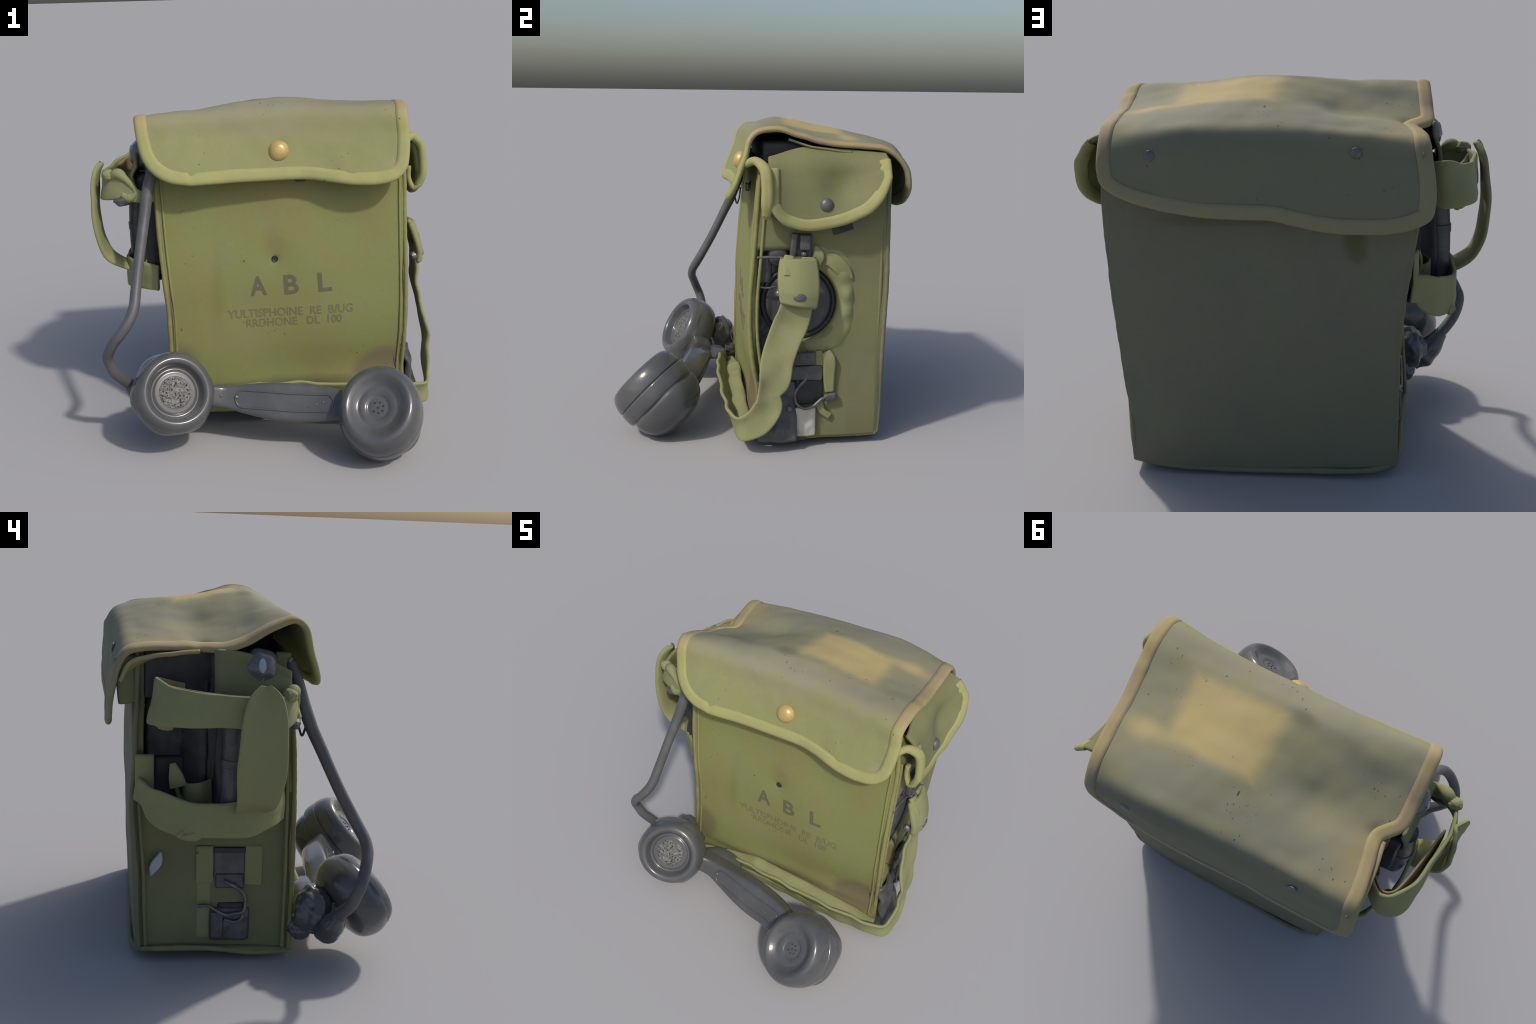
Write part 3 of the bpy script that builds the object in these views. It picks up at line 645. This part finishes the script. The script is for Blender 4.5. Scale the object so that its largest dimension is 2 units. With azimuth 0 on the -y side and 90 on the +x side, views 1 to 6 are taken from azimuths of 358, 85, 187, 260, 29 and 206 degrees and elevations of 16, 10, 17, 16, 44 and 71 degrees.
# lower buckle group
lowb = rounded_block('buckle', (.845, .245, .54), (.03, .13, .075), 'metal', r=.012, rough=.004)
rounded_block('buckle_plate', (.84, .26, .455), (.025, .18, .085), 'metal', lowb, r=.015, rough=.012)
rounded_block('buckle_window', (.835, .275, .335), (.02, .16, .15), 'box', lowb, r=.02)
tube('buckle_wire', [(.835, .262, .47), (.85, .258, .425), (.86, .215, .375), (.865, .19, .33), (.87, .20, .275), (.872, .25, .245), (.87, .30, .26), (.865, .35, .30), (.86, .385, .312)], .009, 'wire', lowb, wob=.3)
rounded_block('buckle_hook', (.85, .40, .308), (.03, .075, .045), 'metal', lowb, r=.014, rot=(.15, 0, 0), rough=.004)
ribbon('strap_tab', [(.83, .37, .575, 0, 1, 0, .06), (.842, .39, .53, 0, 1, 0, .075), (.845, .39, .44, 0, 1, 0, .07), (.842, .395, .335, 0, 1, 0, .055)], 'strap', .02, lowb, 40)
ribbon('strap_tab', [(.825, .33, .58, 0, 1, 0, .04), (.832, .335, .52, 0, 1, 0, .07), (.83, .345, .44, 0, 1, 0, .03)], 'strap', .018, lowb, 30)
ribbon('strap_tab', [(.84, .33, .28, 0, .6, .8, .05), (.848, .355, .22, 0, .7, .7, .04), (.846, .40, .185, 0, .3, 1, .04)], 'strap', .016, lowb, 30)
G = np.array([[A(.85 + .012 * math.sin(math.pi * u), .175 + .135 * u, .075 + .165 * v) + A(.006 * nz((u, v, 0), 4, 1), 0, 0) for v in np.linspace(0, 1, 20)] for u in np.linspace(0, 1, 20)])
slab('paint_patch', G, .016, 'paint', lowb)
lump('buckle_rivet', (.87, .155, .245), (.018, .018, .022), 'wire', lowb, .15, 3)
G = np.array([[A(.83 + .02 * math.sin(math.pi * u) + .075 * (1 - v) ** 1.2, -.02 + .21 * u, .065 + .33 * v) for v in np.linspace(0, 1, 24)] for u in np.linspace(0, 1, 24)])
for i in range(24):
    for j in range(24): G[i, j] += A(.03 * nz(G[i, j], 12, 7), 0, .01 * nz(G[i, j], 10, 3))
slab('apparatus_foot', G, .03, 'metal')
lump('apparatus_foot', (.80, .12, .05), (.05, .17, .03), 'metal', None, .2, 7)

# ------------------------------------------------------------------ left side
# pocket parts at the top: canvas cheek, grey glass cap, dark post
G = np.array([[A(-.715 - .03 * math.sin(math.pi * min(1, .25 + v)) , .36 - .36 * u, 1.45 + .235 * v - .10 * u * u * v) for v in np.linspace(0, 1, 24)] for u in np.linspace(0, 1, 24)])
cheek = slab('pocket_cheek', G, .02, 'side')
revolve('glass_cap', [(0, .06), (.03, .058), (.055, .045), (.075, .025), (.088, .0), (.09, -.03)], (-.70, .14, 1.605), (-1, -.05, .1), 'lens', cheek, seg=48, mod=lambda a, r, h: 1 + .05 * math.cos(5 * a + .6), squash=(.95, 1.02))
revolve('glass_sheen_disc', [(0, .004), (.014, .003), (.02, 0), (.02, -.006)], (-.758, .145, 1.622), (-1, -.05, .2), 'pale', cheek, seg=32, squash=(.9, 1.7))  # white sheen on the cap, modelled as a small pale disc
tube('signal_lamp_post', [(-.735, .27, .86), (-.745, .268, 1.05), (-.745, .265, 1.22), (-.725, .262, 1.45)], [.06, .058, .055, .058], 'metal', None, 50, 24)
rounded_block('signal_case', (-.65, .19, 1.20), (.17, .32, .60), 'box', r=.03, rough=.02)
rounded_block('apparatus_face', (-.60, .52, 1.56), (.08, .34, .24), 'box', r=.02)
tube('lamp_post_band', [(-.745, .268, 1.13), (-.745, .266, 1.17)], .062, 'metal', None, 8, 24)
ribbon('pocket_divider', [(-.66, .36, .97, 0, 0, 1, .15), (-.69, .42, .965, 0, 0, 1, .14), (-.67, .47, .96, 0, 0, 1, .13), (-.60, .49, .96, 0, 0, 1, .12)], 'side', .016, None, 40)
ribbon('pocket_divider', [(-.64, .55, 1.12, 0, 1, .2, .03), (-.65, .535, 1.06, 0, 1, .2, .07), (-.64, .52, 1.0, 0, 1, .2, .09)], 'strap', .014, None, 30)
rounded_block('inner_case', (-.52, .56, 1.02), (.06, .16, .22), 'box', r=.02)
tube('inner_tab', [(-.62, .30, .92), (-.63, .50, .93), (-.60, .53, 1.0)], .012, 'side')

# upper band: a loop of webbing round the pocket mouth
ribbon('pocket_band', [
    (-.64, .50, 1.45, -.05, 0, 1, .14), (-.665, .58, 1.45, -.1, 0, 1, .18), (-.745, .65, 1.455, .1, -.15, 1, .22), (-.83, .625, 1.45, .3, -.25, 1, .20), (-.885, .50, 1.44, .2, 0, 1, .17),
    (-.905, .34, 1.435, .05, 0, 1, .155), (-.925, .18, 1.43, .05, 0, 1, .15), (-.91, .07, 1.43, .1, .1, 1, .15), (-.85, .01, 1.43, .1, 0, 1, .14), (-.77, -.02, 1.41, .1, 0, 1, .11), (-.69, -.035, 1.385, .1, 0, 1, .07), (-.62, -.04, 1.38, .1, 0, 1, .05)],
    'strap', .022, None, 200, .010)
ribbon('band_lining', [
    (-.655, .53, 1.44, 0, 0, 1, .15), (-.74, .612, 1.45, 0, 0, 1, .18), (-.80, .59, 1.45, .1, 0, 1, .17), (-.845, .48, 1.44, .2, 0, 1, .16), (-.873, .33, 1.435, .2, 0, 1, .145), (-.893, .18, 1.43, .1, 0, 1, .14)],
    'tan', .012, None, 120, .004)
tube('band_knot', [(-.86, .02, 1.50), (-.82, .005, 1.515), (-.78, -.015, 1.49), (-.74, -.03, 1.45), (-.72, -.035, 1.41), (-.76, -.025, 1.38), (-.80, -.015, 1.40)], [.03, .03, .022, .02, .022, .025, .02], 'strap', None, 60, 14, wob=.5)
lump('band_knot', (-.875, .03, 1.505), (.04, .035, .03), 'strap', None, .2, 3.5, 2.0)
lump('band_knot', (-.80, -.01, 1.36), (.055, .03, .03), 'metal', None, .2, 3.5, 5.0)
lump('band_corner', (-.815, .60, 1.375), (.035, .05, .05), 'strap', None, .2, 5, 3.0)

# upright strap between the two bands
ribbon('upright_strap', [
    (-.925, .16, 1.555, 0, 1, 0, .05), (-.945, .16, 1.51, 0, 1, 0, .15), (-.962, .162, 1.42, 0, 1, 0, .20), (-.970, .165, 1.30, 0, 1, 0, .225), (-.962, .168, 1.18, 0, 1, 0, .235), (-.942, .17, 1.08, 0, 1, 0, .22), (-.905, .175, 1.0, 0, 1, 0, .20), (-.84, .18, .955, 0, 1, 0, .18), (-.79, .18, .93, 0, 1, 0, .15)],
    'strap', .024, None, 120, .006, -.02)

# lower band
ribbon('pocket_band', [
    (-.60, .72, .985, .1, 0, 1, .14), (-.645, .695, .975, .1, .2, 1, .15), (-.695, .655, .935, .1, .3, 1, .18), (-.745, .575, .895, .1, .2, 1, .19), (-.79, .49, .88, 0, .1, 1, .18), (-.815, .40, .88, 0, 0, 1, .175),
    (-.82, .30, .88, 0, 0, 1, .175), (-.815, .20, .885, 0, -.1, 1, .19), (-.78, .11, .895, .1, -.2, 1, .18), (-.70, .035, .895, .1, -.1, 1, .17), (-.62, -.01, .89, .1, 0, 1, .16)],
    'strap', .022, None, 180, .010)
G = np.array([[A(-.56 - .12 * u, .08 + .50 * v - .08 * u * v, .87 - .02 * u) for v in np.linspace(0, 1, 20)] for u in np.linspace(0, 1, 20)])
slab('pocket_floor', G, .02, 'box')
G = np.array([[A(-.612 - .012 * math.sin(math.pi * u), .645 + .08 * u, .965 + .19 * v - .03 * (1 - u) * (1 - v)) for v in np.linspace(0, 1, 24)] for u in np.linspace(0, 1, 16)])
slab('band_anchor', G, .02, 'strap')
stud('snap_stud', (-.798, .49, .82), (-1, .3, 0), .024, .008, 'strap'); stud('snap_stud', (-.828, .27, .82), (-1, 0, 0), .024, .008, 'strap')
lump('band_corner', (-.785, .47, .80), (.03, .06, .035), 'strap', None, .2, 5, 1.0)
lump('band_stud', (-.70, .06, .98), (.05, .035, .045), 'strap', None, .25, 6, 4.0)

# buckle and webbing patches low on the left panel
def left_patch(name, y0, y1, z0, z1, mat, proud=.012, thick=.016, rough=.0):
    n = 16; G = np.zeros((n, n, 3))
    for i, u in enumerate(np.linspace(0, 1, n)):
        for j, v in enumerate(np.linspace(0, 1, n)):
            y, z = y0 + (y1 - y0) * u, z0 + (z1 - z0) * v
            x = float(left_x(np.array(y), np.array(z))) - proud
            G[i, j] = (x - rough * abs(nz((0, y, z), 14, 2)), y, z)
    return slab(name, G, thick, mat)
left_patch('webbing_patch', .32, .405, .43, .625, 'strap')
left_patch('webbing_patch', .065, .15, .42, .63, 'strap')
left_patch('webbing_patch', .335, .40, .12, .435, 'strap', .010)
lb = left_patch('buckle_plate', .16, .31, .46, .61, 'metal', .014, .018, .006)
left_patch('buckle_slot', .155, .315, .595, .62, 'box', .022, .012)
left_patch('buckle_plate', .165, .30, .41, .475, 'metal', .02, .02, .02)
left_patch('buckle', .135, .325, .115, .285, 'metal', .016, .024, .016)
left_patch('buckle_window', .16, .29, .28, .315, 'box', .014, .012)
left_patch('buckle_tongue', .27, .325, .13, .27, 'metal', .034, .02, .006)
xw = -.545
tube('buckle_wire', [(xw, .265, .45), (xw - .01, .20, .415), (xw - .012, .16, .38), (xw - .012, .15, .32), (xw - .014, .16, .278), (xw - .014, .21, .268), (xw - .012, .255, .262), (xw - .01, .30, .285), (xw - .004, .35, .315), (xw, .40, .312)], .009, 'wire', None, 80, wob=.3)
tube('buckle_wire', [(xw - .01, .26, .235), (xw - .012, .21, .22), (xw - .012, .17, .235), (xw - .01, .16, .262)], .008, 'wire', None, 40, wob=.3)
G = np.array([[A(-.525 - .012 * math.sin(math.pi * v), .62 + (u - .5) * .05 * math.sin(math.pi * min(max(v, .05), .95)) - (v - .5) * .05, .55 + (v - .5) * .125) for v in np.linspace(0, 1, 12)] for u in np.linspace(0, 1, 8)])
slab('torn_hole', G, .012, 'pale')

# ------------------------------------------------------------------ handset
def wave_lobes(a, r, h): return 1 + (.035 * math.cos(5 * a + .8) if h < -.165 else 0)
path = curve([(-.40, -.455, .335, .12, .15), (-.33, -.425, .315, .12, .15), (-.26, -.412, .298, .125, .15), (-.15, -.432, .292, .165, .155), (-.02, -.462, .290, .205, .165), (.12, -.490, .285, .22, .17), (.26, -.515, .286, .21, .17), (.36, -.55, .296, .185, .17), (.47, -.595, .30, .17, .17)], 110)
pts, wid, thk = path[:, :3], path[:, 3], path[:, 4]
fn = unit(np.stack([np.interp(np.linspace(0, 1, 110), [0, .5, 1], [.12, .12, .0]), np.interp(np.linspace(0, 1, 110), [0, .3, .7, 1], [-.93, -.92, -.86, -.66]), np.interp(np.linspace(0, 1, 110), [0, .3, .7, 1], [.34, .36, .48, .74])], -1))
T = unit(np.gradient(pts, axis=0)); fn = unit(fn - T * (fn * T).sum(1, keepdims=True)); wd = np.cross(T, fn)
wd = np.where(wd[:, 2:3] < 0, -wd, wd)
def handle_section(w, t):
    s = []
    for a in np.linspace(0, 2 * math.pi, 40, endpoint=False):
        c, d = math.cos(a), math.sin(a)
        e = .38 if d > 0 else .7
        s.append((math.copysign(abs(c) ** e, c) * w / 2, math.copysign(abs(d) ** (.38 if d > 0 else .8), d) * (t * .35 if d > 0 else t * .65) - t * .35))
    return s
handset = section_sweep('handset', pts, wd, fn, [handle_section(w, t) for w, t in zip(wid, thk)], 'black')
def on_handle(f, w):
    i = np.clip(f * 109, 0, 108.99); k = int(i); q = i - k
    g = lambda a: a[k] * (1 - q) + a[k + 1] * q
    return g(pts) + g(wd) * w + g(fn) * .0005
ring = []
for f in np.linspace(.33, .80, 20): ring.append(on_handle(f, .048))
for a in np.linspace(math.pi / 2, -math.pi / 2, 9)[1:-1]: ring.append(on_handle(.80 + .05 * math.cos(a), .048 * math.sin(a)))
for f in np.linspace(.80, .33, 20): ring.append(on_handle(f, -.048))
for a in np.linspace(-math.pi / 2, -3 * math.pi / 2, 9)[1:-1]: ring.append(on_handle(.33 + .05 * math.cos(a), .048 * math.sin(a)))
tube('grip_plate_rim', ring, .0055, 'black', handset, 160, 8, closed=True)
for f, r in ((.285, .013), (.18, .008)):
    lump('grip_rivet', on_handle(f, .004), (r, r * .6, r), 'wire', handset, .05, 3)
for f in (.70, .74, .78): lump('grip_rivet', on_handle(f, -.02 + (f - .70) * .3), (.006, .004, .006), 'wire', handset, .05, 3)

mc, mn = (-.524, -.505, .384), (.29, -.82, .49)
mic = revolve('mouthpiece', [(.118, -.018), (.128, -.024), (.137, -.022), (.147, -.004), (.160, .022), (.176, .030), (.195, .024), (.213, .004), (.230, -.045), (.235, -.09), (.220, -.145), (.195, -.18), (.15, -.20), (.08, -.212), (0, -.215)], mc, mn, 'black', handset, n=90, mod=lambda a, r, h: 1 + .012 * math.cos(3 * a + 1) + (.02 * math.cos(6 * a) if h < -.03 else 0))
revolve('mouthpiece_disc', [(0, -.015), (.06, -.015), (.10, -.016), (.115, -.017), (.122, -.022)], mc, mn, 'black', mic, seg=72)
gv = []; gr = revolve('mouthpiece_grille', [(0, -.010), (.03, -.010), (.06, -.011), (.085, -.012), (.093, -.018)], mc, mn, 'grille', mic, n=40, seg=96)
for v in gr.data.vertices:
    d = (v.co - Vector(mc)).length
    v.co += Vector(mn) * (.006 * nz(v.co, 55, 1) * (d < .088))
ec, en = (.562, -.704, .336), (-.27, -.69, .67)
revolve('earpiece', [(0, 0), (.035, .001), (.058, .001), (.072, .008), (.092, .012), (.112, .012), (.135, .024), (.158, .040), (.178, .048), (.20, .040), (.218, .018), (.232, -.015), (.239, -.055), (.238, -.066), (.232, -.071), (.2385, -.077), (.241, -.10), (.240, -.135), (.233, -.16), (.224, -.168), (.228, -.19), (.217, -.24), (.185, -.295), (.125, -.338), (.05, -.355), (0, -.357)], ec, en, 'black', handset, n=180, mod=wave_lobes, squash=(.945, 1.04))
for k in range(7):
    a = k * .9; q = unit(np.cross(unit(A(*en)), A(0, 0, 1))); w = np.cross(q, unit(A(*en)))
    p = A(*ec) + unit(A(*en)) * .002 + q * math.cos(a) * (.03 if k else 0) + w * math.sin(a) * (.03 if k else 0)
    lump('earpiece_hole', p, (.005, .005, .005), 'box', handset, 0, 3, sub=2)

lump('grip_wedge', (-.25, -.29, .265), (.16, .11, .035), 'black', handset, .12, 3, 4.0)

# cord: from under the lid down to the boot behind the mouthpiece
cord = tube('handset_cord', [(-.60, -.02, 1.62), (-.625, -.055, 1.52), (-.645, -.075, 1.45), (-.67, -.13, 1.30), (-.686, -.178, 1.20), (-.702, -.225, 1.10), (-.716, -.274, 1.0), (-.729, -.328, .90), (-.735, -.356, .85), (-.751, -.384, .80), (-.780, -.409, .75), (-.816, -.416, .70), (-.856, -.402, .65), (-.884, -.385, .60), (-.903, -.366, .55), (-.896, -.349, .50), (-.872, -.335, .44), (-.82, -.305, .375), (-.76, -.28, .32), (-.70, -.26, .28)],
     [.030, .034, .032, .030, .030, .031, .030, .030, .031, .032, .030], 'cord', None, 160, 18)
boot = tube('cord_boot', [(-.80, -.30, .35), (-.75, -.285, .28), (-.69, -.27, .22), (-.63, -.25, .17)], [.04, .06, .065, .05], 'black', cord, 40, 18, wob=.3)
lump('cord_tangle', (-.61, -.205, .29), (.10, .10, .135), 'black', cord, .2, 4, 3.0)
lump('cord_tangle', (-.57, -.15, .19), (.08, .07, .07), 'black', cord, .2, 4, 9.0)
tube('tie_wire', [(-.655, -.06, 1.42), (-.665, -.10, 1.35), (-.655, -.085, 1.26), (-.645, -.07, 1.30), (-.64, -.06, 1.38)], .006, 'box', cord, 40, 8)
